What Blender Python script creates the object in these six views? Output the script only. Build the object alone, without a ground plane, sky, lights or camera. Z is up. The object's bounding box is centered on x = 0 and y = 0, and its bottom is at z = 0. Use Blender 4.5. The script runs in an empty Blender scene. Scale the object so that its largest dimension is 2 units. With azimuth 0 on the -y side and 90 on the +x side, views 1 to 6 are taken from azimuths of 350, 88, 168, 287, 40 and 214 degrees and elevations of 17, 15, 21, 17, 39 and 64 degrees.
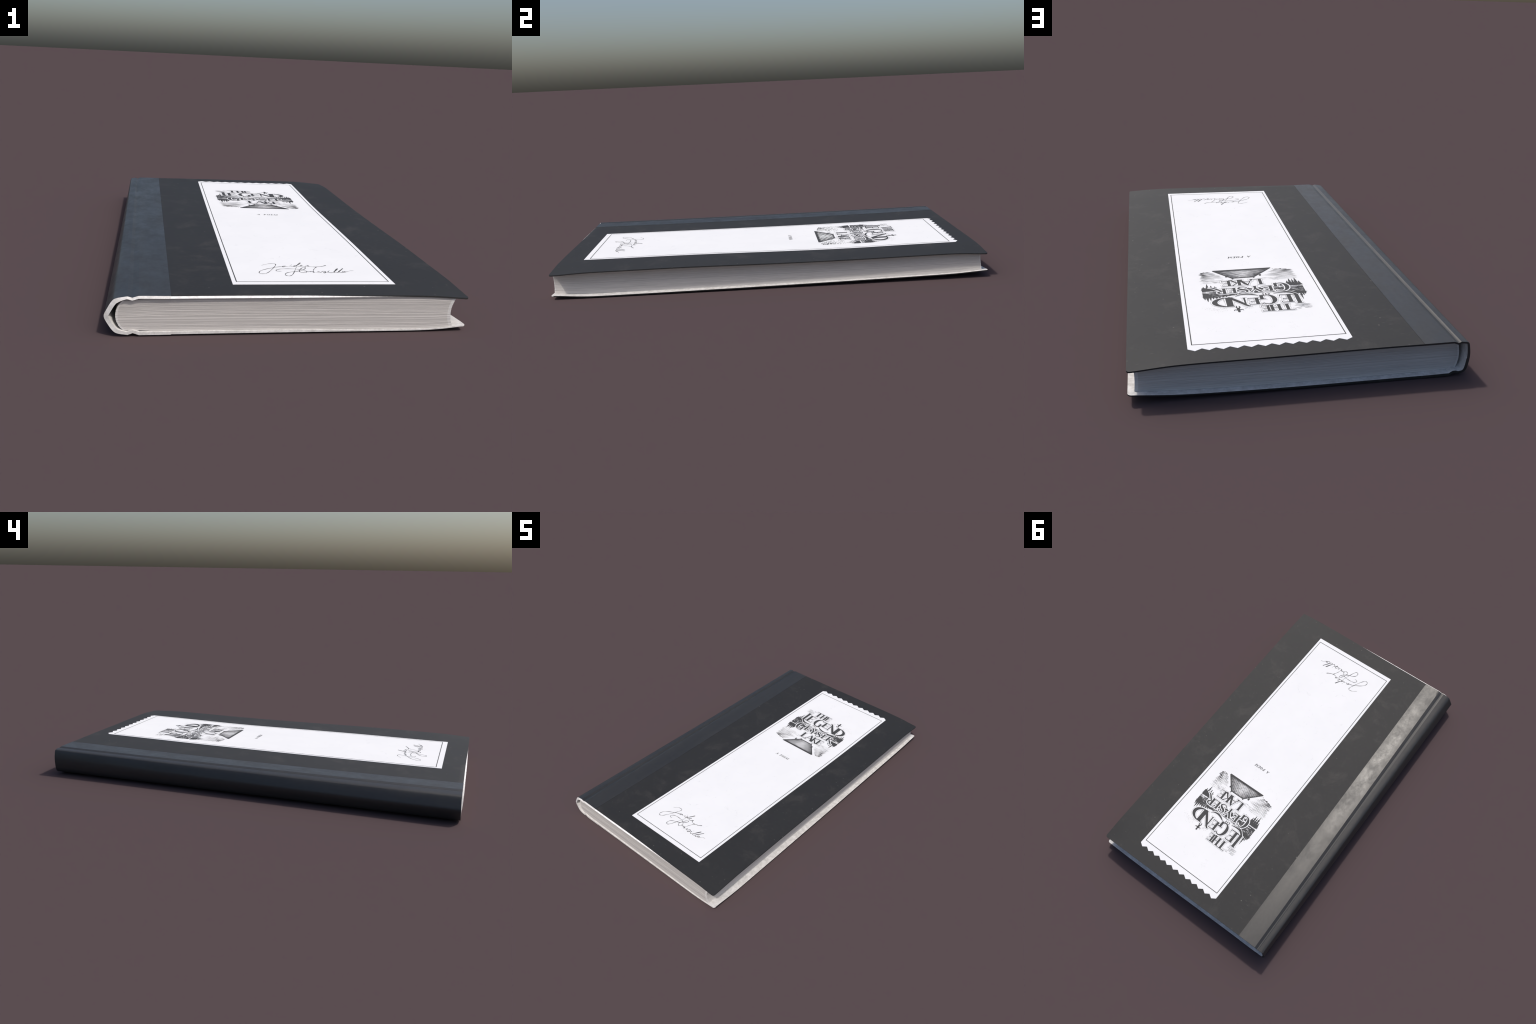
"""A cloth-bound hardback book lying flat: dark boards, taped spine, page block,
white paper label with engraved title vignette, subtitle and signature."""
import bpy, math, random
from mathutils import Matrix
from math import exp, sqrt, sin, cos, pi

random.seed(7)
TAU = 2 * pi

# ------------------------------------------------------------------ helpers
def lerp(a, b, t):
    return a + (b - a) * t

def smooth(a, b, x):
    t = min(1.0, max(0.0, (x - a) / (b - a)))
    return t * t * (3 - 2 * t)

ALL = []

def make_mesh(name, verts, faces, mats, fmat=None, smooth_shade=True, parent=None, angle=35):
    me = bpy.data.meshes.new(name)
    me.from_pydata(verts, [], faces)
    for m in mats:
        me.materials.append(m)
    if fmat:
        me.polygons.foreach_set("material_index", fmat)
    me.polygons.foreach_set("use_smooth", [smooth_shade] * len(me.polygons))
    me.validate()
    me.update()
    if smooth_shade and angle:
        me.set_sharp_from_angle(angle=math.radians(angle))
    ob = bpy.data.objects.new(name, me)
    bpy.context.scene.collection.objects.link(ob)
    if parent:
        ob.parent = parent
    ALL.append(ob)
    return ob

# ---------------------------------------------------------------- materials
class Nodes:
    """tiny wrapper for building node materials"""
    def __init__(self, name):
        self.m = bpy.data.materials.new(name)
        self.m.use_nodes = True
        self.t = self.m.node_tree
        self.bsdf = self.t.nodes["Principled BSDF"]
        self.co = self.t.nodes.new("ShaderNodeTexCoord").outputs["Object"]
    def add(self, kind, **kw):
        n = self.t.nodes.new(kind)
        for k, v in kw.items():
            setattr(n, k, v)
        return n
    def link(self, a, b):
        self.t.links.new(a, b)
    def mapped(self, scale=(1, 1, 1), rot=(0, 0, 0)):
        n = self.add("ShaderNodeMapping")
        n.inputs["Scale"].default_value = scale
        n.inputs["Rotation"].default_value = rot
        self.link(self.co, n.inputs["Vector"])
        return n.outputs["Vector"]
    def noise(self, scale, detail=4, rough=0.55, stretch=(1, 1, 1), rot=(0, 0, 0), dist=0.0):
        n = self.add("ShaderNodeTexNoise")
        n.inputs["Scale"].default_value = scale
        n.inputs["Detail"].default_value = detail
        n.inputs["Roughness"].default_value = rough
        n.inputs["Distortion"].default_value = dist
        self.link(self.mapped(stretch, rot), n.inputs["Vector"])
        return n.outputs["Fac"]
    def ramp(self, fac, *stops):
        n = self.add("ShaderNodeValToRGB")
        e = n.color_ramp.elements
        while len(e) < len(stops):
            e.new(0.5)
        for el, (p, c) in zip(e, stops):
            el.position = p
            el.color = (c, c, c, 1) if isinstance(c, float) else (*c, 1)
        self.link(fac, n.inputs["Fac"])
        return n.outputs["Color"]
    def mix(self, fac, a, b, mode="MIX"):
        n = self.add("ShaderNodeMix", data_type="RGBA", blend_type=mode)
        for sock, v in ((n.inputs[0], fac), (n.inputs[6], a), (n.inputs[7], b)):
            if isinstance(v, (int, float)):
                sock.default_value = v
            elif isinstance(v, tuple):
                sock.default_value = (*v, 1)
            else:
                self.link(v, sock)
        return n.outputs[2]
    def bump(self, height, strength, distance):
        n = self.add("ShaderNodeBump")
        n.inputs["Strength"].default_value = strength
        n.inputs["Distance"].default_value = distance
        self.link(height, n.inputs["Height"])
        self.link(n.outputs["Normal"], self.bsdf.inputs["Normal"])
    def out(self, color=None, rough=None, spec=None):
        for key, v in (("Base Color", color), ("Roughness", rough), ("Specular IOR Level", spec)):
            if v is None:
                continue
            s = self.bsdf.inputs[key]
            if isinstance(v, (int, float)):
                s.default_value = v
            elif isinstance(v, tuple):
                s.default_value = (*v, 1)
            else:
                self.link(v, s)
        return self.m

def specks(n, scale, size, seed_scale=(1, 1, 1), rot=(0, 0, 0)):
    """sparse small dots: 1 inside a dot, 0 elsewhere"""
    v = n.add("ShaderNodeTexVoronoi")
    v.inputs["Scale"].default_value = scale
    v.inputs["Randomness"].default_value = 1.0
    n.link(n.mapped(seed_scale, rot), v.inputs["Vector"])
    return n.ramp(v.outputs["Distance"], (0.0, 1.0), (size, 0.0))

def cover_cloth():
    n = Nodes("dark_book_cloth")
    cloud = n.noise(2.6, 6, 0.62)
    fine = n.noise(55, 5, 0.7)
    col = n.ramp(cloud, (0.3, (0.0165, 0.0165, 0.017)), (0.7, (0.0205, 0.0203, 0.0200)))
    col = n.mix(0.35, col, n.ramp(fine, (0.3, (0.014, 0.014, 0.0145)), (0.72, (0.026, 0.0255, 0.025))))
    scuff = n.ramp(n.noise(7.5, 8, 0.72, (1, 1, 1), (0, 0, 0.5), 0.4), (0.53, 0.0), (0.74, 0.60))
    col = n.mix(scuff, col, (0.056, 0.051, 0.047))
    dots = n.mix(1.0, specks(n, 24, 0.10), n.ramp(n.noise(6, 3), (0.47, 0.0), (0.60, 0.9)), "MULTIPLY")
    col = n.mix(dots, col, (0.19, 0.18, 0.16))
    hairs = n.mix(1.0, specks(n, 12, 0.11, (1, 5, 1), (0, 0, 0.9)), n.ramp(n.noise(3.2, 2), (0.50, 0.0), (0.65, 0.8)), "MULTIPLY")
    col = n.mix(hairs, col, (0.08, 0.076, 0.07))
    n.bump(fine, 0.16, 0.0015)
    return n.out(col, 0.70, 0.44)

def tape():
    n = Nodes("glossy_spine_tape")
    fine = n.noise(70, 5, 0.7, (1, 0.6, 1))
    lane = n.noise(9, 4, 0.6, (2.0, 0.12, 2.0))
    col = n.ramp(lane, (0.3, (0.024, 0.024, 0.0245)), (0.7, (0.036, 0.035, 0.033)))
    col = n.mix(0.3, col, n.ramp(fine, (0.35, (0.018, 0.018, 0.019)), (0.7, (0.042, 0.041, 0.039))))
    pits = n.mix(1.0, specks(n, 38, 0.06), n.ramp(n.noise(6, 3), (0.5, 0.0), (0.65, 0.8)), "MULTIPLY")
    col = n.mix(pits, col, (0.012, 0.012, 0.013))
    blotch = n.ramp(n.noise(14, 8, 0.72, (1, 0.7, 1)), (0.38, 0.33), (0.64, 0.47))
    n.bump(fine, 0.12, 0.001)
    return n.out(col, blotch, 0.5)

def board_paper():
    n = Nodes("pale_board_paper")
    mottle = n.noise(45, 6, 0.7)
    col = n.ramp(mottle, (0.34, (0.52, 0.505, 0.485)), (0.66, (0.74, 0.725, 0.71)))
    worn = n.ramp(n.noise(18, 5, 0.65), (0.62, 0.0), (0.7, 0.6))
    col = n.mix(worn, col, (0.82, 0.81, 0.80))
    spots = n.mix(1.0, specks(n, 60, 0.10), n.ramp(n.noise(9, 3), (0.5, 0.0), (0.6, 0.8)), "MULTIPLY")
    col = n.mix(spots, col, (0.85, 0.84, 0.83))
    n.bump(mottle, 0.2, 0.001)
    return n.out(col, 0.85, 0.2)

def worn_paper():
    n = Nodes("worn_board_edge")
    mottle = n.noise(60, 6, 0.7)
    col = n.ramp(mottle, (0.36, (0.66, 0.64, 0.63)), (0.6, (0.93, 0.915, 0.91)))
    return n.out(col, 0.85, 0.2)

def page_paper(k, tint):
    n = Nodes("page_edge_paper")
    streak = n.noise(1.0, 5, 0.65, (9, 9, 620))
    along = n.noise(3.5, 4, 0.6, (1, 1, 5))
    col = n.ramp(streak, (0.30, tuple(c * k * 0.80 for c in tint)), (0.70, tuple(c * k * 1.10 for c in tint)))
    col = n.mix(n.ramp(along, (0.35, 0.16), (0.65, 0.0)), col, tuple(c * 0.55 for c in tint))
    n.bump(streak, 0.35, 0.001)
    return n.out(col, 0.9, 0.15)

def label_paper():
    n = Nodes("white_label_paper")
    soft = n.noise(6, 4, 0.6)
    col = n.ramp(soft, (0.3, (0.795, 0.795, 0.80)), (0.7, (0.825, 0.823, 0.825)))
    fib = n.noise(11, 3, 0.5, (1, 1, 1), (0, 0, 0.6), 2.2)
    line = n.ramp(fib, (0.4925, 0.0), (0.4985, 1.0), (0.5045, 0.0))
    gate = n.ramp(n.noise(16, 4, 0.6), (0.50, 0.0), (0.62, 0.48))
    col = n.mix(n.mix(1.0, line, gate, "MULTIPLY"), col, (0.52, 0.52, 0.54))
    dots = n.mix(1.0, specks(n, 34, 0.04), n.ramp(n.noise(5, 2), (0.5, 0.0), (0.6, 0.35)), "MULTIPLY")
    col = n.mix(dots, col, (0.5, 0.5, 0.52))
    return n.out(col, 0.8, 0.3)

def ink(name, v, fade=0.0):
    n = Nodes(name)
    g = n.noise(120, 4, 0.7)
    col = n.ramp(g, (0.35, (v, v, v * 1.03)), (0.75, (v + fade, v + fade, v * 1.03 + fade)))
    return n.out(col, 0.75, 0.35)

def plain(name, c):
    return Nodes(name).out(c, 0.8, 0.3)

CLOTH, TAPE, BOARD, WORN = cover_cloth(), tape(), board_paper(), worn_paper()
TINT = (1.0, 0.955, 0.92)
PAGES = [page_paper(k, TINT) for k in (0.425, 0.485, 0.525, 0.60)]
PAGE_RIM = page_paper(0.60, (1.0, 0.975, 0.955))  # page colour lightened to bake in the highlight on the block's corner edges
LABEL = label_paper()
INK = ink("dark_ink", 0.042, 0.028)
INK_SOFT = ink("soft_ink", 0.06, 0.04)
INK_FAINT = ink("faint_ink", 0.30, 0.15)
HALO = plain("white_outline_ink", (0.81, 0.81, 0.815))

# --------------------------------------------------- the warped book surfaces
def swell(x, y, cx, cy, w):
    return exp(-((x - cx) ** 2 + (y - cy) ** 2) / w)

def warp(c, swells, x, y):
    terms = (1, x, y, x * x, x * y, y * y, x * x * y, x * y * y)
    return sum(a * b for a, b in zip(c, terms)) + sum(k * swell(x, y, cx, cy, w) for cx, cy, w, k in swells)

# gentle bow of each board, then local swells: (x, y, spread, height); corners curl towards the pages
TOP = (0.12225, -0.00365, 0.00158, -0.01301, -0.00087, 0.00524, -0.00272, -0.00084)
TOP_SWELLS = ((0.6, -1, 0.012, -0.00833), (0.6, 1, 0.012, -0.00983), (0.58, -0.4, 0.1, 0.00383),
              (0.25, 0.35, 0.1, -0.00427), (0.0, -0.95, 0.08, -0.00092), (0.1, 0.95, 0.08, -0.00297))
BOTTOM = (0.00058, 0.00349, 0.00005, 0.00958, 0.00859, 0.00195, 0.014, 0.0043)
BOTTOM_SWELLS = ((0.6, -1, 0.012, 0.01214), (0.6, 1, 0.012, 0.00666))

def z_top(x, y):          # outer face of the front board
    return warp(TOP, TOP_SWELLS, x, y)

def z_bottom(x, y):       # outer face of the back board
    return warp(BOTTOM, BOTTOM_SWELLS, x, y)

def y_front(x):           # tail edge of the boards
    return -0.984 - 0.0142 * (x + 0.56)

def y_back(x):            # head edge of the boards
    return 0.9995 - 0.0137 * (x + 0.53)

def y_at(x, v, trim=0.0):
    return lerp(y_front(x) + trim, y_back(x) - trim, v)

def fore_edge(v):
    return lerp(0.5775, 0.5885, v)

def tape_edge(v):
    return lerp(-0.3865, -0.374, v)

def thick_top(x):
    return lerp(0.0056, 0.0050, smooth(-0.4, 0.5, x))

def thick_bottom(x):
    return lerp(0.0088, 0.0045, smooth(-0.4, 0.55, x))

def tail_bevel(x, f):
    """the worn tail rim slopes outward from the cloth (f = 0) to the lining (f = 1), fading to the fore edge"""
    return lerp(0.0035, -0.0035, f) * (1 - smooth(-0.15, 0.38, x))

ROOT = bpy.data.objects.new("book", None)
bpy.context.scene.collection.objects.link(ROOT)
ROOT["label"] = "dark hardback book with white engraved title label"
ROOT["category"] = "book"

# ------------------------------------------------------------------- boards
NV = 72                                            # steps along the length
VS = [j / NV for j in range(NV + 1)]

def board(name, z_of, thick, sign, reach=0.0):
    """one cover board; sign +1: outside faces up, -1: outside faces down"""
    R = 0.012                                      # rounding of the fore-edge corners
    us = [R * (1 - cos(i / 8 * pi / 2)) for i in range(9)]
    n = 44
    verts, faces, fm = [], [], []
    cols = len(us) + n
    def at(i, j, k):                               # k: 0 outer, 1 dark/pale border on the rim, 2 inner
        v = VS[j]
        xf, xt = fore_edge(v), tape_edge(v)
        if i < len(us):
            x = xf - us[i]
            d = us[i]
            trim = R - sqrt(max(0.0, R * R - (R - d) ** 2))
        else:
            x = lerp(xf - R, xt, (i - len(us) + 1) / n)
            trim = 0.0
        y = y_at(x, v, trim) + reach * v ** 6 * smooth(-0.4, 0.5, x)
        z = z_of(x, y)
        t = thick(x)
        # share of the rim that the cloth wraps: thin by the spine, all of it near the fore edge
        wrap = lerp(0.04, 1.0, smooth(0.0, 0.40, x)) if sign > 0 else lerp(0.02, 0.30, smooth(0.5, 0.57, x))
        f = (0.0, wrap, 1.0)[k]
        if sign > 0 and j == 0:
            y += tail_bevel(x, f)
        return (x, y, z - sign * t * f)
    idx = {}
    for k in range(3):
        for i in range(cols):
            for j in range(NV + 1):
                idx[k, i, j] = len(verts)
                verts.append(at(i, j, k))
    def quad(a, b, c, d, m):
        faces.append((a, b, c, d) if sign > 0 else (d, c, b, a))
        fm.append(m)
    for i in range(cols - 1):
        for j in range(NV):
            quad(idx[0, i, j], idx[0, i, j + 1], idx[0, i + 1, j + 1], idx[0, i + 1, j], 0)
            quad(idx[2, i + 1, j], idx[2, i + 1, j + 1], idx[2, i, j + 1], idx[2, i, j], 1)
        for k in range(2):                         # tail and head rims
            pale = 2 if sign > 0 else 1
            quad(idx[k, i, 0], idx[k, i + 1, 0], idx[k + 1, i + 1, 0], idx[k + 1, i, 0], 0 if k == 0 else pale)
            quad(idx[k, i + 1, NV], idx[k, i, NV], idx[k + 1, i, NV], idx[k + 1, i + 1, NV], 0)
    for j in range(NV):
        for k in range(2):                         # fore-edge rim and the hidden joint under the tape
            quad(idx[k, 0, j + 1], idx[k, 0, j], idx[k + 1, 0, j], idx[k + 1, 0, j + 1], 0)
            quad(idx[k, cols - 1, j], idx[k, cols - 1, j + 1], idx[k + 1, cols - 1, j + 1], idx[k + 1, cols - 1, j], 1)
    return make_mesh(name, verts, faces, [CLOTH, BOARD, WORN], fm, parent=ROOT, angle=40)

board("front_cover", z_top, thick_top, 1, 0.003)
board("back_cover", z_bottom, thick_bottom, -1, 0.008)

# -------------------------------------------------- spine with its tape hinge
# outline of the taped spine, from the front hinge groove round to the back one
SPINE_NEAR = [(-0.4830, 0.1265), (-0.4930, 0.1238), (-0.5023, 0.1209), (-0.5100, 0.1235), (-0.5170, 0.1254),
              (-0.5500, 0.1205), (-0.5625, 0.1130), (-0.5835, 0.0760), (-0.5870, 0.0665), (-0.5845, 0.0550),
              (-0.5620, 0.0170), (-0.5480, 0.0078), (-0.5170, 0.0036), (-0.5090, 0.0066), (-0.5022, 0.0092),
              (-0.4930, 0.0062), (-0.4830, 0.0022)]
SPINE_FAR = [(-0.4800, 0.1290), (-0.4870, 0.1262), (-0.4940, 0.1232), (-0.4990, 0.1245), (-0.5040, 0.1275),
             (-0.5270, 0.1250), (-0.5335, 0.1200), (-0.5395, 0.0900), (-0.5410, 0.0720), (-0.5400, 0.0520),
             (-0.5350, 0.0210), (-0.5230, 0.0085), (-0.5050, 0.0062), (-0.4960, 0.0095), (-0.4880, 0.0095),
             (-0.4820, 0.0060), (-0.4760, 0.0012)]

def chaikin(p):
    q = [p[0]]
    for a, b in zip(p, p[1:]):
        q += [(lerp(a[0], b[0], .25), lerp(a[1], b[1], .25)), (lerp(a[0], b[0], .75), lerp(a[1], b[1], .75))]
    return q + [p[-1]]

def halves(p):
    out = [p[0]]
    for a, b in zip(p, p[1:]):
        out += [((a[0] + b[0]) / 2, (a[1] + b[1]) / 2), b]
    return out

def spine_part():
    verts, faces, fm = [], [], []
    rings = []
    for v in VS:
        core = [(lerp(a[0], b[0], v), lerp(a[1], b[1], v)) for a, b in zip(SPINE_NEAR, SPINE_FAR)]
        sag = -0.0028 * 4 * v * (1 - v)            # the top dips a little in the middle of its length
        core = [(x, z + sag * smooth(0.03, 0.12, z)) for x, z in core]
        # the hinge grooves keep their creases, the back of the spine is rounded
        core = halves(core[:5]) + chaikin(chaikin(core[4:13])) + halves(core[12:])
        core = [c for c, d in zip(core, core[1:]) if abs(c[0] - d[0]) + abs(c[1] - d[1]) > 1e-6] + [core[-1]]
        xt = tape_edge(v)
        head, tail = [], []
        for i in range(9):
            x = lerp(xt, core[0][0], i / 9)
            zs = z_top(x, y_at(x, v))
            head.append((x, lerp(zs, zs + core[0][1] - z_top(core[0][0], y_at(core[0][0], v)), smooth(0, 1, i / 9))))
            x = lerp(core[-1][0], xt, (i + 1) / 9)
            zs = z_bottom(x, y_at(x, v))
            tail.append((x, lerp(zs + core[-1][1] - z_bottom(core[-1][0], y_at(core[-1][0], v)), zs, smooth(0, 1, (i + 1) / 9))))
        path = head + core + tail
        m = len(path)
        outer, inner = [], []
        for i, (x, z) in enumerate(path):
            a, b = path[max(0, i - 1)], path[min(m - 1, i + 1)]
            tx, tz = b[0] - a[0], b[1] - a[1]
            l = sqrt(tx * tx + tz * tz)
            nx, nz = tz / l, -tx / l                # outward normal (path runs top -> spine -> bottom)
            t = lerp(0.0056 if z > 0.06 else 0.0088, 0.0125, smooth(-0.52, -0.56, x))
            y = y_at(x, v)
            tilt = smooth(0.03, 0.11, z) if v == 0 else 0.0
            y -= 0.0006 * (1 - 2 * v)
            outer.append((x + nx * 0.0008, y + tilt * tail_bevel(x, 0), z + nz * 0.0008))
            inner.append((x - nx * t, y + tilt * tail_bevel(x, 1), z - nz * t))
        rings.append((outer, inner))
    m = len(rings[0][0])
    io = lambda j, i: j * 2 * m + i
    ii = lambda j, i: j * 2 * m + m + i
    for o, inn in rings:
        verts += o + inn
    for j in range(NV):
        for i in range(m - 1):
            faces.append((io(j, i), io(j + 1, i), io(j + 1, i + 1), io(j, i + 1))); fm.append(0)
            faces.append((ii(j, i + 1), ii(j + 1, i + 1), ii(j + 1, i), ii(j, i))); fm.append(1)
        faces.append((ii(j, 0), ii(j + 1, 0), io(j + 1, 0), io(j, 0))); fm.append(0)
        faces.append((io(j, m - 1), io(j + 1, m - 1), ii(j + 1, m - 1), ii(j, m - 1))); fm.append(0)
    for i in range(m - 1):
        faces.append((io(0, i), io(0, i + 1), ii(0, i + 1), ii(0, i))); fm.append(1)
        faces.append((ii(NV, i), ii(NV, i + 1), io(NV, i + 1), io(NV, i))); fm.append(0)
    return make_mesh("spine", verts, faces, [TAPE, BOARD], fm, parent=ROOT, angle=15)

spine_part()

# --------------------------------------------------------------- page block
def page_block():
    NS, NT, NR = 26, 60, 104
    rng = random.Random(11)
    jitter = [rng.uniform(-1, 1) for _ in range(NR + 1)]
    tone = [min(3, max(0, int(rng.gauss(1.9, 1.0)))) for _ in range(NR)]
    def left(t, r):                                # rounded back of the block
        b = 1 - (2 * r - 1) ** 2
        return lerp(lerp(-0.528, -0.504, t), lerp(-0.5535, -0.5185, t), b ** 0.75)
    def right(t, r):                               # hollow fore edge
        hollow = (1 - abs(2 * r - 0.95) ** 2.0)
        return lerp(0.533, 0.568, t) - lerp(0.012, 0.003, t ** 0.5) * max(0.0, hollow)
    def P(s, t, r, ri=None):
        out = 0.0 if ri is None else 0.0004 * jitter[ri]
        xl, xr = left(t, r) - out, right(t, r) + out
        x = lerp(xl, xr, s)
        y = lerp(y_front(x) + lerp(0.0068, 0.0045, s) - out, y_back(x) - lerp(0.035, 0.025, s) + 0.009 * (1 - r) ** 1.5 + out, t)
        zb = z_bottom(x, y) + thick_bottom(x) + 0.0004
        zt = z_top(x, y) - thick_top(x) - 0.0004
        hinge = smooth(-0.44, -0.50, x)            # keep clear of the hinge grooves
        return (x, y, lerp(zb + 0.004 * hinge, zt - 0.0065 * hinge, r))
    # columns close to the corners so a painted highlight strip can run along them
    S = [0, 0.003, 0.006] + [lerp(0.006, 0.990, i / NS) for i in range(1, NS)] + [0.990, 0.996, 1]
    T = [0, 0.002, 0.005] + [lerp(0.005, 0.995, i / NT) for i in range(1, NT)] + [0.995, 0.998, 1]
    loop = [(s, 0) for s in S] + [(1, t) for t in T[1:]] + [(s, 1) for s in reversed(S[:-1])] + [(0, t) for t in reversed(T[1:-1])]
    verts, faces, fm = [], [], []
    L = len(loop)
    for ri in range(NR + 1):
        for s, t in loop:
            verts.append(P(s, t, ri / NR, ri))
    rim = lambda a, b: (a[1] in (0, 1) and b[1] in (0, 1) and (min(a[0], b[0]) < 0.0059 or max(a[0], b[0]) > 0.9955)) or \
                       (a[0] == b[0] == 1 and (min(a[1], b[1]) < 0.0015 or max(a[1], b[1]) > 0.9985))
    for ri in range(NR):
        for i in range(L):
            j = (i + 1) % L
            faces.append((ri * L + i, ri * L + j, (ri + 1) * L + j, (ri + 1) * L + i))
            fm.append(4 if rim(loop[i], loop[j]) else tone[ri])
    for r in (0, 1):                               # first and last page
        base = len(verts)
        for s in S:
            for t in T:
                verts.append(P(s, t, r))
        W = len(T)
        for i in range(len(S) - 1):
            for j in range(W - 1):
                q = (base + i * W + j, base + (i + 1) * W + j, base + (i + 1) * W + j + 1, base + i * W + j + 1)
                faces.append(q if r else q[::-1]); fm.append(4)
    return make_mesh("page_block", verts, faces, PAGES + [PAGE_RIM], fm, parent=ROOT, angle=40)

page_block()["kind"] = "stuff"

# --------------------------------------------------------------------- label
LW, LH = 0.548, 1.789
FL, FR, BL, BR = (-0.1845, -0.8801), (0.3643, -0.8875), (-0.1517, 0.9108), (0.396, 0.8996)
LABEL_H = 0.0009

def on_label(p, q, h):
    """label metres -> world; p across from the middle, q up from the tail end, h above the paper"""
    s, t = p / LW + 0.5, q / LH
    x = lerp(lerp(FL[0], FR[0], s), lerp(BL[0], BR[0], s), t)
    y = lerp(lerp(FL[1], FR[1], s), lerp(BL[1], BR[1], s), t)
    return (x, y, z_top(x, y) + LABEL_H + h)

def label_sheet():
    teeth, rows = 12, 90
    cols = teeth * 2
    verts, faces = [], []
    for layer, h in ((0, 0.0), (1, -0.0009)):
        for j in range(rows + 1):
            for i in range(cols + 1):
                q = LH * j / rows
                if j == rows and i % 2:
                    q += 0.0145                    # pinked end
                verts.append(on_label(LW * (i / cols - 0.5), q, h))
    w = cols + 1
    off = w * (rows + 1)
    for j in range(rows):
        for i in range(cols):
            a = j * w + i
            faces.append((a, a + 1, a + w + 1, a + w))
            faces.append((off + a + w, off + a + w + 1, off + a + 1, off + a))
        for i in (0, cols):
            a = j * w + i
            f = (a, a + w, off + a + w, off + a)
            faces.append(f if i == 0 else f[::-1])
    for i in range(cols):
        for j in (0, rows):
            a = j * w + i
            f = (a + 1, a, off + a, off + a + 1)
            faces.append(f if j == 0 else f[::-1])
    return make_mesh("label", verts, faces, [LABEL], parent=ROOT, angle=40)

LAB = label_sheet()

# ------------------------------------------------------- printing on the label
class Print:
    """collects flat ink shapes and lays them on the label, each a hair above the last"""
    def __init__(self, h0, step=0.000003):
        self.v, self.f, self.h, self.step = [], [], h0, step
    def ribbon(self, pts, grow=0.0, cap=0.0):
        """pts: (p, q, half width); grow widens, cap lengthens both ends"""
        n = len(pts)
        L, R = [], []
        for i, (p, q, w) in enumerate(pts):
            a, b = pts[max(0, i - 1)], pts[min(n - 1, i + 1)]
            dx, dy = b[0] - a[0], b[1] - a[1]
            l = sqrt(dx * dx + dy * dy) or 1e-9
            dx, dy = dx / l, dy / l
            e = cap * (-1 if i == 0 else 1 if i == n - 1 else 0)
            w += grow
            L.append((p + dx * e - dy * w, q + dy * e + dx * w))
            R.append((p + dx * e + dy * w, q + dy * e - dx * w))
        b = len(self.v)
        for l, r in zip(L, R):
            self.v += [on_label(*r, self.h), on_label(*l, self.h)]
        for i in range(n - 1):
            k = b + 2 * i
            self.f.append((k, k + 2, k + 3, k + 1))
        self.h += self.step
    def poly(self, pts):
        area = sum(a[0] * b[1] - b[0] * a[1] for a, b in zip(pts, pts[1:] + pts[:1]))
        if area < 0:
            pts = pts[::-1]
        b = len(self.v)
        self.v += [on_label(p, q, self.h) for p, q in pts]
        self.f.append(tuple(range(b, b + len(pts))))
        self.h += self.step
    def make(self, name, mat, stuff=False):
        ob = make_mesh(name, self.v, self.f, [mat], smooth_shade=False, parent=LAB, angle=None)
        if stuff:
            ob["kind"] = "stuff"
        return ob

def catmull(pts, n=6):
    out = []
    P = [pts[0]] + list(pts) + [pts[-1]]
    for i in range(1, len(P) - 2):
        a, b, c, d = P[i - 1:i + 3]
        for k in range(n):
            t = k / n
            out.append(tuple(0.5 * (2 * b[m] + (c[m] - a[m]) * t + (2 * a[m] - 5 * b[m] + 4 * c[m] - d[m]) * t * t
                                    + (3 * b[m] - a[m] - 3 * c[m] + d[m]) * t ** 3) for m in range(len(b))))
    return out + [tuple(pts[-1])]

# border rule: four lines mitred at the corners
def border():
    x0, x1, q0, q1 = -0.2592, 0.2592, 0.0268, 1.7620
    e = 0.0017
    for a, b in (((x0 - e, q0), (x1 + e, q0)), ((x0 - e, q1), (x1 + e, q1)), ((x0, q0 + e), (x0, q1 - e)), ((x1, q0 + e), (x1, q1 - e))):
        pr = Print(0.0003)
        pr.ribbon([(lerp(a[0], b[0], i / 60), lerp(a[1], b[1], i / 60), e) for i in range(61)])
        pr.make("border_line", INK)
border()

# --- roman capitals drawn as thick and thin pen strokes inside a 1 x 1 box
TH, TN = 0.125, 0.036       # half widths of thick and thin strokes (unit box, scaled by letter width/height mix)

def stem(x, y0=0.0, y1=1.0, w=TH, serif=True):
    s = [[(x, y0, w), (x, y1, w)]]
    if serif:
        s += [[(x - w * 1.9, y0 + 0.025, 0.028), (x + w * 1.9, y0 + 0.025, 0.028)],
              [(x - w * 1.9, y1 - 0.025, 0.028), (x + w * 1.9, y1 - 0.025, 0.028)]]
    return s

def bar(x0, x1, y, tick=0.0, up=0):
    s = [[(x0, y, TN), (x1, y, TN)]]
    if tick:
        s.append([(x1 - 0.01, y, 0.035), (x1 + 0.02, y + up * tick, 0.012)])
    return s

def bowl(cx, cy, rx, ry, a0, a1, heavy, wmax=TH, wmin=TN, n=18):
    """arc with its thickest part facing the angle `heavy`"""
    r = []
    for i in range(n + 1):
        a = lerp(a0, a1, i / n)
        k = max(0.0, cos(a - heavy)) ** 1.3
        w = lerp(wmin, wmax, k)
        r.append((cx + (rx - w) * cos(a), cy + (ry - w) * sin(a), w))
    return [r]

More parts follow.
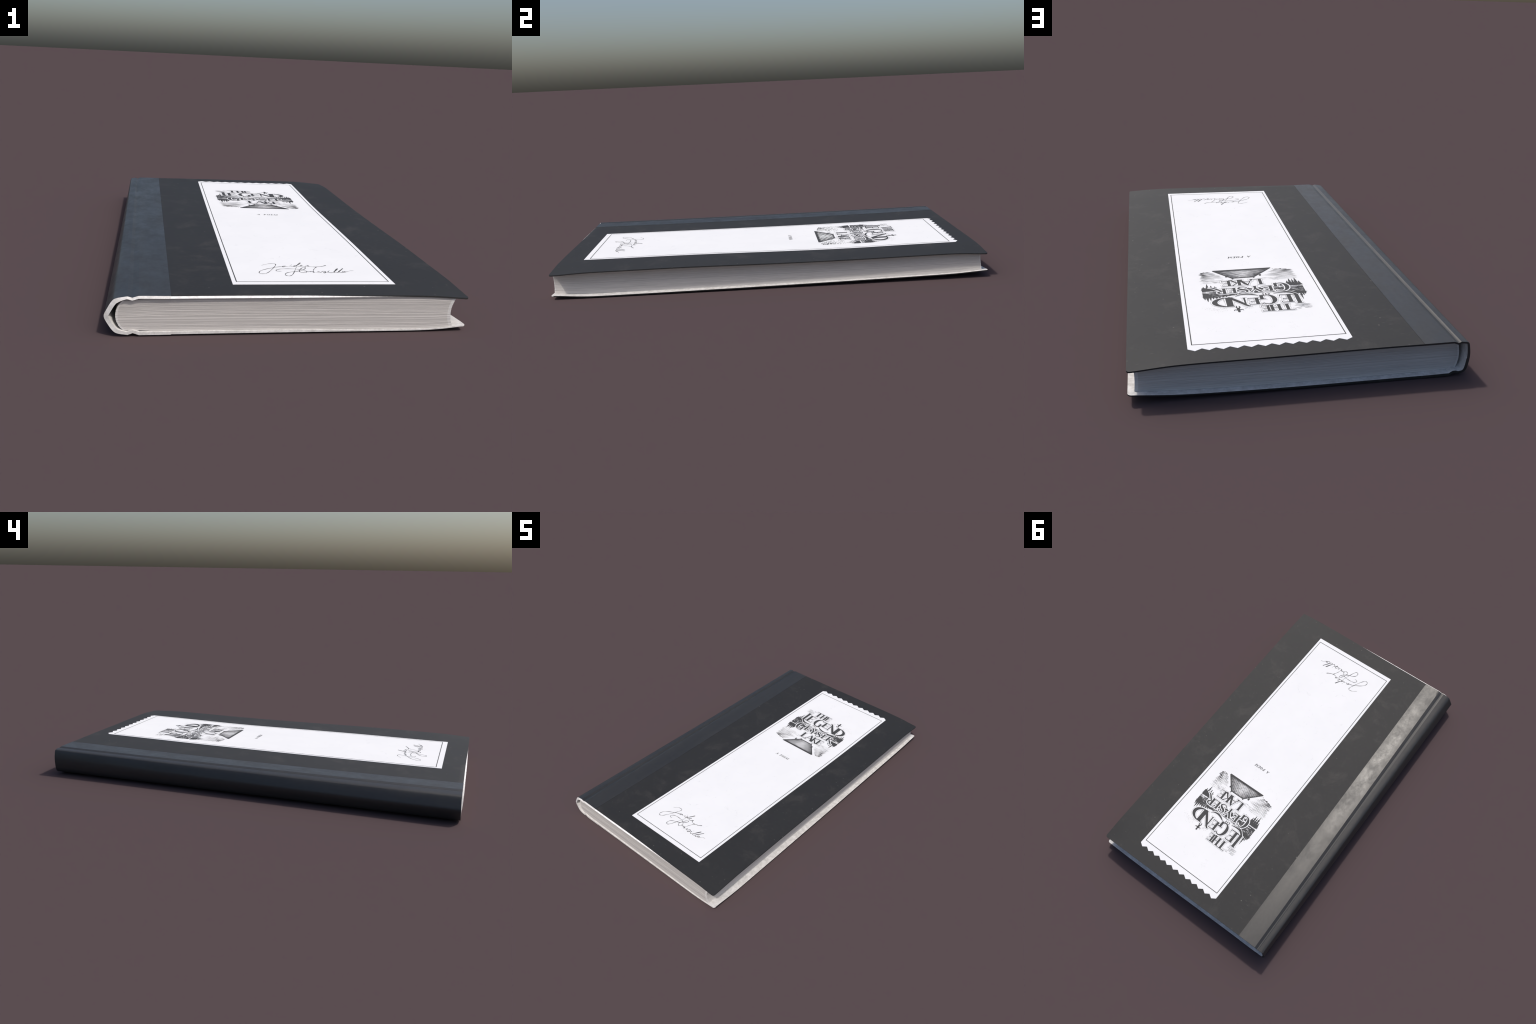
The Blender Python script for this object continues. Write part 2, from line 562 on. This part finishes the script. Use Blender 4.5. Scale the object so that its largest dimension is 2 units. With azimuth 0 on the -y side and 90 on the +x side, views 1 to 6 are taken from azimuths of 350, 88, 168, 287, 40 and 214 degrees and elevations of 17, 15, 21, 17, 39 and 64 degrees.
D = math.radians
GLYPH = {
    "T": stem(0.5, 0, 0.97) + bar(0.02, 0.98, 0.965) + [[(0.03, 0.98, 0.03), (0.0, 0.80, 0.008)], [(0.97, 0.98, 0.03), (1.0, 0.80, 0.008)]],
    "H": stem(0.2) + stem(0.8) + bar(0.2, 0.8, 0.52),
    "E": stem(0.25) + bar(0.2, 0.86, 0.965, 0.2, -1) + bar(0.2, 0.72, 0.52, 0.12, 1) + bar(0.2, 0.88, 0.035, 0.24, 1),
    "L": stem(0.25) + bar(0.2, 0.9, 0.035, 0.28, 1),
    "F": stem(0.25) + bar(0.2, 0.9, 0.965, 0.2, -1) + bar(0.2, 0.75, 0.52, 0.12, 1),
    "G": bowl(0.5, 0.5, 0.5, 0.52, D(45), D(320), D(180)) + stem(0.82, 0.0, 0.42, 0.09, False) + bar(0.62, 1.02, 0.43) + [[(0.83, 0.87, 0.02), (0.93, 0.98, 0.04)]],
    "N": stem(0.14, 0, 1, 0.05) + [[(-0.12, 1.10, 0.03), (0.05, 1.05, 0.07), (0.45, 0.5, 0.11), (0.9, -0.08, 0.10), (1.02, -0.16, 0.02)]] + stem(0.86, 0, 1, 0.05),
    "D": stem(0.22) + bowl(0.30, 0.5, 0.70, 0.51, D(-92), D(92), 0.0),
    "Y": [[(0.02, 1, 0.10), (0.5, 0.45, 0.10)], [(0.98, 1, 0.04), (0.5, 0.45, 0.04)]] + stem(0.5, 0, 0.5, 0.10) + bar(-0.1, 0.24, 0.975) + bar(0.8, 1.1, 0.975),
    "S": [[(0.86, 0.80, 0.05), (0.66, 0.95, 0.04), (0.36, 0.95, 0.05), (0.16, 0.78, 0.08), (0.30, 0.58, 0.115), (0.66, 0.44, 0.115),
           (0.86, 0.24, 0.08), (0.66, 0.05, 0.05), (0.32, 0.05, 0.04), (0.12, 0.22, 0.05)]],
    "R": stem(0.22) + bowl(0.30, 0.73, 0.52, 0.28, D(-92), D(92), 0.0, 0.095) + [[(0.42, 0.48, 0.05), (0.72, 0.16, 0.10), (1.05, -0.16, 0.08), (1.42, -0.30, 0.02)]],
    "A": [[(0.46, 1.0, 0.035), (0.08, 0.02, 0.035)], [(0.42, 1.02, 0.05), (0.58, 0.75, 0.11), (0.90, 0.06, 0.11)]] + bar(0.2, 0.7, 0.36) + bar(-0.06, 0.24, 0.03) + bar(0.72, 1.08, 0.03),
    "K": stem(0.22) + [[(0.86, 1, 0.045), (0.34, 0.48, 0.045)], [(0.42, 0.56, 0.06), (0.92, 0.02, 0.11)]] + bar(0.68, 1.02, 0.97) + bar(0.76, 1.1, 0.03),
    "O": bowl(0.5, 0.5, 0.48, 0.51, D(90), D(270), D(180)) + bowl(0.5, 0.5, 0.48, 0.51, D(-90), D(90), 0.0),
    "P": stem(0.22) + bowl(0.30, 0.72, 0.55, 0.29, D(-92), D(92), 0.0, 0.10),
    "M": stem(0.10, 0, 1, 0.035) + stem(0.90, 0, 1, 0.09) + [[(0.12, 1, 0.09), (0.5, 0.06, 0.07)], [(0.88, 1, 0.03), (0.5, 0.06, 0.03)]],
}
GLYPH["S"] = [catmull(GLYPH["S"][0], 5)]
GLYPH["N"][3] = catmull(GLYPH["N"][3], 5)

def place(ch, x0, x1, q0, q1, slant=0.0):
    """strokes of a letter scaled into its box on the label"""
    w, h = x1 - x0, q1 - q0
    k = 0.5 * (w + h)
    k = min(k, w * 1.15)
    return [[(x0 + x * w + slant * (y - 0.5) * h, q0 + y * h, t * k) for x, y, t in st] for st in GLYPH[ch]]

TITLE = [  # letter, left, right, base, top
    ("T", -0.1300, -0.0820, 1.5010, 1.5530), ("H", -0.0850, -0.0400, 1.5000, 1.5520), ("E", -0.0440, -0.0070, 1.5030, 1.5510),
    ("L", -0.1730, -0.1180, 1.4190, 1.5020), ("E", -0.1430, -0.0880, 1.4170, 1.4880), ("G", -0.0800, -0.0130, 1.4100, 1.4930),
    ("E", -0.0170, 0.0340, 1.4300, 1.4880), ("N", 0.0320, 0.1000, 1.4240, 1.4910), ("D", 0.0840, 0.1640, 1.4130, 1.4940),
    ("G", -0.1480, -0.0860, 1.3050, 1.3830), ("E", -0.0870, -0.0370, 1.3250, 1.3760), ("Y", -0.0370, 0.0080, 1.3200, 1.3770),
    ("S", 0.0110, 0.0570, 1.3200, 1.3770), ("E", 0.0570, 0.1010, 1.3260, 1.3750), ("R", 0.0970, 0.1440, 1.3260, 1.3770),
    ("L", -0.0560, -0.0080, 1.2510, 1.3070), ("A", -0.0160, 0.0400, 1.2500, 1.3080), ("K", 0.0300, 0.0760, 1.2490, 1.3060),
    ("E", 0.0700, 0.1140, 1.2520, 1.3060)]
SMALL = [("O", -0.0620, -0.0420, 1.3930, 1.4110), ("F", -0.0400, -0.0220, 1.3950, 1.4120)]
FLOURISH = [  # sweeping tails: the big L, the G into the lake hills
    catmull([(-0.1620, 1.4300, .0060), (-0.1560, 1.4140, .0055), (-0.1330, 1.3980, .0045), (-0.1050, 1.3960, .0035), (-0.0760, 1.4010, .0015)]),
    catmull([(-0.1560, 1.4100, .0016), (-0.1380, 1.3930, .0020), (-0.1080, 1.3880, .0016), (-0.0760, 1.3930, .0008)]),
    catmull([(-0.0160, 1.4110, .0015), (0.0050, 1.3990, .0045), (0.0300, 1.3920, .0050), (0.0560, 1.3960, .0030), (0.0720, 1.4080, .0010)])]
H_TREES, H_HALO, H_LETTER = 0.00025, 0.0005, 0.0008

halo = Print(H_HALO, 0.0000005)
for item in TITLE:
    for st in place(*item):
        halo.ribbon(st, 0.0042, 0.0038)
for st in FLOURISH:
    halo.ribbon(st, 0.0030, 0.002)
for item in SMALL:
    for st in place(*item):
        halo.ribbon(st, 0.0022, 0.002)
halo.make("letter_outline", HALO, True)
contour = Print(H_HALO - 0.0001, 0.0000005)
for item in TITLE:
    for st in place(*item):
        contour.ribbon(st, 0.0054, 0.0050)
contour.make("letter_contour", INK_FAINT, True)
for item in TITLE:
    pr = Print(H_LETTER)
    for st in place(*item):
        pr.ribbon(st)
    pr.make("title_letter", INK)
for st in FLOURISH:
    pr = Print(H_LETTER)
    pr.ribbon(st)
    pr.make("title_flourish", INK)
for item in SMALL:
    pr = Print(H_LETTER)
    for st in place(*item):
        pr.ribbon(st)
    pr.make("title_letter", INK_SOFT)
# thin drop line engraved beside the thick stems
drop = Print(H_LETTER)
for ch, x0, x1, q0, q1 in TITLE:
    if ch in "TLEHKRD":
        x = x0 + (x1 - x0) * (0.5 if ch == "T" else 0.24) + 0.16 * (x1 - x0) + 0.0025
        drop.ribbon([(x, lerp(q0, q1, 0.10), 0.0005), (x, lerp(q0, q1, 0.46), 0.0005)])
drop.make("letter_drop_line", INK_SOFT, True)

# --- woods, mirrored in the lake
RT = random.Random(5)

def pine(x, base, tip, half):
    """jagged conifer outline; tip below base draws the reflection"""
    n = 5
    left, right = [], []
    for i in range(n):
        t0, t1 = i / n, (i + 0.75) / n
        w0 = half * (1 - t0) * RT.uniform(0.85, 1.15)
        w1 = half * (1 - t1) * 0.50
        left += [(x - w0, lerp(base, tip, t0)), (x - w1, lerp(base, tip, t1))]
        right += [(x + w0 * RT.uniform(.9, 1.1), lerp(base, tip, t0)), (x + w1, lerp(base, tip, t1))]
    return left + [(x, tip)] + right[::-1]

def grove(xs, base, tips, half):
    for x, tip in zip(xs, tips):
        pr = Print(H_TREES + RT.random() * 0.0001)
        pr.poly(pine(x, base, tip, half * RT.uniform(0.85, 1.2)))
        pr.make("pine_tree", INK)

grove([-0.198, -0.190, -0.180, -0.170, -0.158], 1.398, [1.424, 1.438, 1.472, 1.444, 1.428], 0.0105)
grove([-0.196, -0.184, -0.172, -0.160, -0.149, -0.122, -0.104], 1.334, [1.292, 1.259, 1.268, 1.264, 1.284, 1.305, 1.293], 0.0125)
grove([0.104, 0.117, 0.130, 0.142, 0.154, 0.165, 0.176, 0.186], 1.390,
      [1.406, 1.414, 1.416, 1.424, 1.420, 1.434, 1.442, 1.424], 0.0100)
grove([0.140, 0.154, 0.169, 0.184], 1.334, [1.298, 1.288, 1.270, 1.296], 0.0125)

mass = Print(H_TREES - 0.0001)
def band(x0, x1, lo, hi, n=24):
    """dark woods: a block with a rough outline, laid as short wavering strips"""
    mass.poly([(lerp(x0, x1, i / n), lo(lerp(x0, x1, i / n)) + RT.uniform(-.0015, .0015)) for i in range(n + 1)] +
              [(lerp(x1, x0, i / n), hi(lerp(x1, x0, i / n)) + RT.uniform(-.0015, .0015)) for i in range(n + 1)])
band(-0.203, -0.078, lambda x: 1.3420, lambda x: 1.410 - 0.22 * max(0, x + 0.15))
band(0.062, 0.192, lambda x: 1.3500, lambda x: 1.400 + 0.10 * max(-0.05, x - 0.12))
band(-0.201, -0.130, lambda x: 1.312, lambda x: 1.3365)
band(0.132, 0.192, lambda x: 1.312, lambda x: 1.3455)
band(-0.080, 0.066, lambda x: 1.336, lambda x: 1.388)
mass.make("dark_woods", INK, True)
shine = Print(H_TREES + 0.00012, 0.0000005)                      # pale scratches of light across the woods and the shore
for x0, x1, q in ((-0.200, -0.146, 1.3390), (-0.178, -0.140, 1.3520), (0.140, 0.192, 1.3480), (-0.076, -0.03, 1.384), (0.0, 0.06, 1.385)):
    shine.ribbon([(x0, q, .0006), (lerp(x0, x1, .5), q + .001, .0019), (x1, q, .0005)])
for i in range(150):
    x, q = RT.uniform(-0.198, 0.188), RT.uniform(1.345, 1.40)
    l = RT.uniform(0.002, 0.011)
    if abs(x) < 0.07:
        l *= 1.5
    shine.ribbon([(x - l, q, .0001), (x, q + RT.uniform(-.001, .001), RT.uniform(.0003, .0009)), (x + l, q, .0001)])
for i in range(16):                                  # sun rays beside the R
    a = RT.uniform(-0.5, 0.1)
    x, q = 0.152 + 0.03 * RT.random(), 1.352 + 0.012 * RT.random()
    shine.ribbon([(x, q, .0003), (x + .009 * cos(a), q + .009 * sin(a), .0008), (x + .018 * cos(a), q + .018 * sin(a), .0002)])
shine.make("woods_highlight", HALO, True)

# --- lake water: horizontal engraved lines left and right of the jetty
water = Print(H_TREES)
def jetty_left(q):
    return lerp(-0.1093, -0.0548, (q - 1.1426) / 0.0739)
def jetty_right(q):
    return lerp(0.1335, 0.0790, (q - 1.1443) / 0.0739)
def ripples(side):
    q = 1.1535
    while q < 1.272:
        up = (q - 1.1535) / 0.115
        if side < 0:
            outer = -0.190 - 0.012 * up + 0.075 * max(0, (1.178 - q) / 0.0245) ** 2
            inner = jetty_left(min(q, 1.225)) - 0.007
        else:
            outer = 0.187 + 0.003 * up - 0.012 * max(0, (1.172 - q) / 0.02) ** 2
            inner = jetty_right(min(q, 1.225)) + 0.007
        if up > 0.62:
            inner = lerp(inner, outer, 0.45 * RT.random())
        strength = max(0.0, 1.0 - up) ** 0.7 if side < 0 else (0.95 - 0.8 * up)
        strength = max(0.16, strength * RT.uniform(0.75, 1.2))
        a = outer + RT.uniform(-.006, .006)
        b = inner + RT.uniform(0, .022) * -side * -1
        w = 0.0034 * strength
        n = 10
        pts = []
        for i in range(n + 1):
            t = i / n
            env = min(1, t * 14) * (1 - t) ** 0.45 * (0.75 + 0.35 * sin(t * 9 + q * 900))
            pts.append((lerp(a, b, t), q + 0.0007 * sin(t * 7 + q * 400), max(.00012, w * env)))
        if pts[0][0] > pts[-1][0]:
            pts = pts[::-1]
        water.ribbon(pts)
        q += 0.0058 * RT.uniform(0.85, 1.2) * (1 + 0.35 * up)
ripples(-1)
ripples(1)
for i in range(26):                                  # loose glints between the reflections
    x = RT.choice([RT.uniform(-.13, -.065), RT.uniform(.10, .15)])
    q = RT.uniform(1.235, 1.272)
    l = RT.uniform(.004, .012)
    water.ribbon([(x - l, q, .0001), (x, q, .0005), (x + l, q, .0001)])
water.make("water_line", INK, True)

# --- jetty: dark planks lit in the middle, with mooring posts
jet = Print(H_TREES)
q = 1.1432
while q < 1.2290:
    u = (q - 1.1432) / 0.086
    x0, x1 = lerp(-0.1085, -0.0262, u), lerp(0.1330, 0.0602, u)
    n = 16
    pts = []
    for i in range(n + 1):
        t = i / n
        edge = abs(2 * t - 1.0)
        cover = 0.42 + 0.50 * edge ** 1.1 + RT.uniform(-.16, .16) - 0.10 * sin(pi * u)
        if u < 0.08 or u > 0.93:
            cover = 1.0
        pts.append((lerp(x0, x1, t), q, 0.0034 * min(1.06, max(0.12, cover))))
    jet.ribbon(pts)
    q += 0.0066
for (ax, aq, bx, bq, w) in ((-0.109, 1.143, -0.026, 1.229, .0022), (0.1335, 1.144, 0.060, 1.232, .0032), (-0.104, 1.1432, 0.133, 1.1442, .0015),
                            (-0.055, 1.205, -0.053, 1.220, .0045), (0.083, 1.200, 0.084, 1.2165, .0040),
                            (-0.027, 1.226, -0.025, 1.237, .0030), (0.060, 1.228, 0.061, 1.240, .0034)):
    jet.ribbon([(ax, aq, w), (bx, bq, w)])
jet.make("jetty", INK)

# --- small diver above the title, spray and clouds
fig = Print(H_LETTER)
fig.poly([(0.0735 + 0.0050 * cos(a * TAU / 12), 1.5385 + 0.0052 * sin(a * TAU / 12)) for a in range(12)])
for st in ([(0.0735, 1.534, .003), (0.0740, 1.523, .0062), (0.0735, 1.510, .0042)],
           [(0.070, 1.527, .0024), (0.060, 1.522, .0016), (0.056, 1.530, .0010)],
           [(0.077, 1.527, .0024), (0.087, 1.523, .0016), (0.091, 1.531, .0010)],
           [(0.072, 1.512, .003), (0.067, 1.503, .0024), (0.070, 1.492, .0012)],
           [(0.075, 1.512, .003), (0.080, 1.503, .0024), (0.077, 1.492, .0012)]):
    fig.ribbon(catmull(st, 4))
fig.make("diver_figure", INK)
spray = Print(H_TREES)
for i in range(120):
    x = 0.135 + RT.gauss(0, 0.028)
    q = 1.505 + RT.gauss(0, 0.013) - 0.15 * max(0, x - 0.15)
    if q < 1.497 and x < 0.165 or x > 0.205:
        continue
    r = RT.uniform(.0004, .0013)
    spray.poly([(x + r * cos(a * TAU / 5 + i), q + r * .8 * sin(a * TAU / 5 + i)) for a in range(5)])
for i in range(12):
    x, q, l = RT.uniform(0.01, 0.05), RT.uniform(1.508, 1.520), RT.uniform(.001, .004)
    spray.ribbon([(x - l, q, .0001), (x, q, .0006), (x + l, q, .0001)])
spray.make("spray_fleck", INK_FAINT, True)
cloud = Print(H_TREES)
for i in range(30):
    x, q, l = -0.166 + RT.uniform(-.028, .024), 1.508 + 0.040 * RT.random(), RT.uniform(.005, .016)
    cloud.ribbon(catmull([(x - l, q - .002, .0002), (x - l * .3, q + .0008, .0009), (x + l * .4, q, .0008), (x + l, q + .0015, .0002)], 4))
cloud.make("cloud_line", INK_FAINT, True)

# --- subtitle in small slanted capitals
for ch, x0, x1 in (("A", -0.0450, -0.0310), ("P", -0.0140, -0.0010), ("O", 0.0020, 0.0170), ("E", 0.0200, 0.0320), ("M", 0.0345, 0.0520)):
    pr = Print(0.0004)
    for st in place(ch, x0, x1, 0.9968, 1.0138, 0.26):
        pr.ribbon(st, 0.0001)
    pr.make("subtitle_letter", INK_SOFT)

# --- signature: two lines of looping pen strokes
def pen(points, w=0.00145):
    c = catmull(points, 7)
    n = len(c) - 1
    pr = Print(0.0003 + 0.00001 * (len(ALL) % 10))
    pr.ribbon([(p, q, w * min(1.0, 0.35 + 5 * min(i, n - i) / n) * (0.85 + 0.3 * sin(i * 0.5))) for i, (p, q) in enumerate(c)])
    pr.make("signature_stroke", INK_SOFT)

pen([(-.149, .205), (-.133, .217), (-.118, .225), (-.103, .2255), (-.096, .219), (-.100, .200), (-.1095, .179), (-.129, .139),
     (-.1430, .118), (-.1550, .1095), (-.1650, .1110), (-.1695, .124), (-.161, .143), (-.140, .1615), (-.105, .1815), (-.085, .1895),
     (-.071, .1975), (-.0640, .1970), (-.0700, .1885), (-.0760, .1865), (-.0745, .1930), (-.0640, .1980), (-.0605, .1925), (-.0500, .1935)])
pen([(-.0500, .1935), (-.0455, .2010), (-.0430, .2000), (-.0440, .1935), (-.0360, .1925), (-.0260, .2010), (-.0300, .2030), (-.0350, .1950),
     (-.0300, .1935), (-.0180, .2080), (-.0020, .2330), (-.0035, .2360), (-.0120, .2230), (-.0240, .1990), (-.0200, .1940),
     (-.0080, .1985), (-.0010, .2065), (-.0050, .2080), (-.0090, .2000), (-.0060, .1935), (.0060, .1925), (.0130, .2010), (.0150, .1960),
     (.0200, .2060), (.0200, .1940), (.0320, .1880), (.0500, .1890), (.0680, .1950), (.0840, .2030), (.0850, .2060), (.0760, .2000),
     (.0640, .1930), (.0500, .1890), (.0400, .1770), (.0330, .1640), (.0270, .1490), (.0235, .1360), (.0270, .1240), (.0350, .1250)])
pen([(-.0885, .1386), (-.0985, .1375), (-.1050, .1410), (-.1060, .1500), (-.0960, .1600), (-.0780, .1645), (-.0570, .1650), (-.0307, .1620),
     (-.0130, .1535), (-.0010, .1400), (.0060, .1290)])
pen([(-.0260, .1865), (-.0330, .1670), (-.0441, .1331), (-.0569, .1011), (-.0660, .0880), (-.0740, .0860), (-.0815, .0930), (-.0805, .1100),
     (-.0658, .1250), (-.0451, .1335), (-.0219, .1434), (-.0050, .1585), (.0040, .1740), (.0035, .1815), (-.0050, .1790), (-.0140, .1670),
     (-.0235, .1480), (-.0255, .1330), (-.0200, .1230), (-.0090, .1215), (-.0010, .1290), (-.0025, .1370), (-.0090, .1350)], 0.0016)
pen([(.0060, .1290), (.0090, .1350), (.0130, .1310), (.0150, .1370), (.0190, .1310), (.0245, .1360), (.0215, .1250), (.0270, .1240)])
pen([(.0350, .1250), (.0420, .1380), (.0440, .1330), (.0400, .1270), (.0470, .1250), (.0540, .1330), (.0590, .1380), (.0640, .1390), (.0660, .1290),
     (.0620, .1195), (.0570, .1190), (.0590, .1250), (.0720, .1270), (.0770, .1360), (.0770, .1250), (.0850, .1210), (.0970, .1310),
     (.1180, .1640), (.1170, .1670), (.1060, .1500), (.0960, .1290), (.1010, .1210), (.1120, .1290), (.1360, .1640), (.1370, .1680),
     (.1250, .1510), (.1130, .1310), (.1180, .1225), (.1280, .1250), (.1370, .1330), (.1340, .1380), (.1280, .1320), (.1330, .1260),
     (.1440, .1330), (.1580, .1430), (.1720, .1460)], 0.0016)
for x, q in ((-.0395, .2120), (.0830, .1460)):
    pr = Print(0.0004)
    pr.poly([(x + .0016 * cos(a * TAU / 8), q + .0016 * sin(a * TAU / 8)) for a in range(8)])
    pr.make("signature_stroke", INK_SOFT)

# ------------------------------------------- set the whole thing on the ground
low = min(v.co.z for ob in ALL for v in ob.data.vertices)
for ob in ALL:
    ob.data.transform(Matrix.Translation((-0.001, 0, -low)))
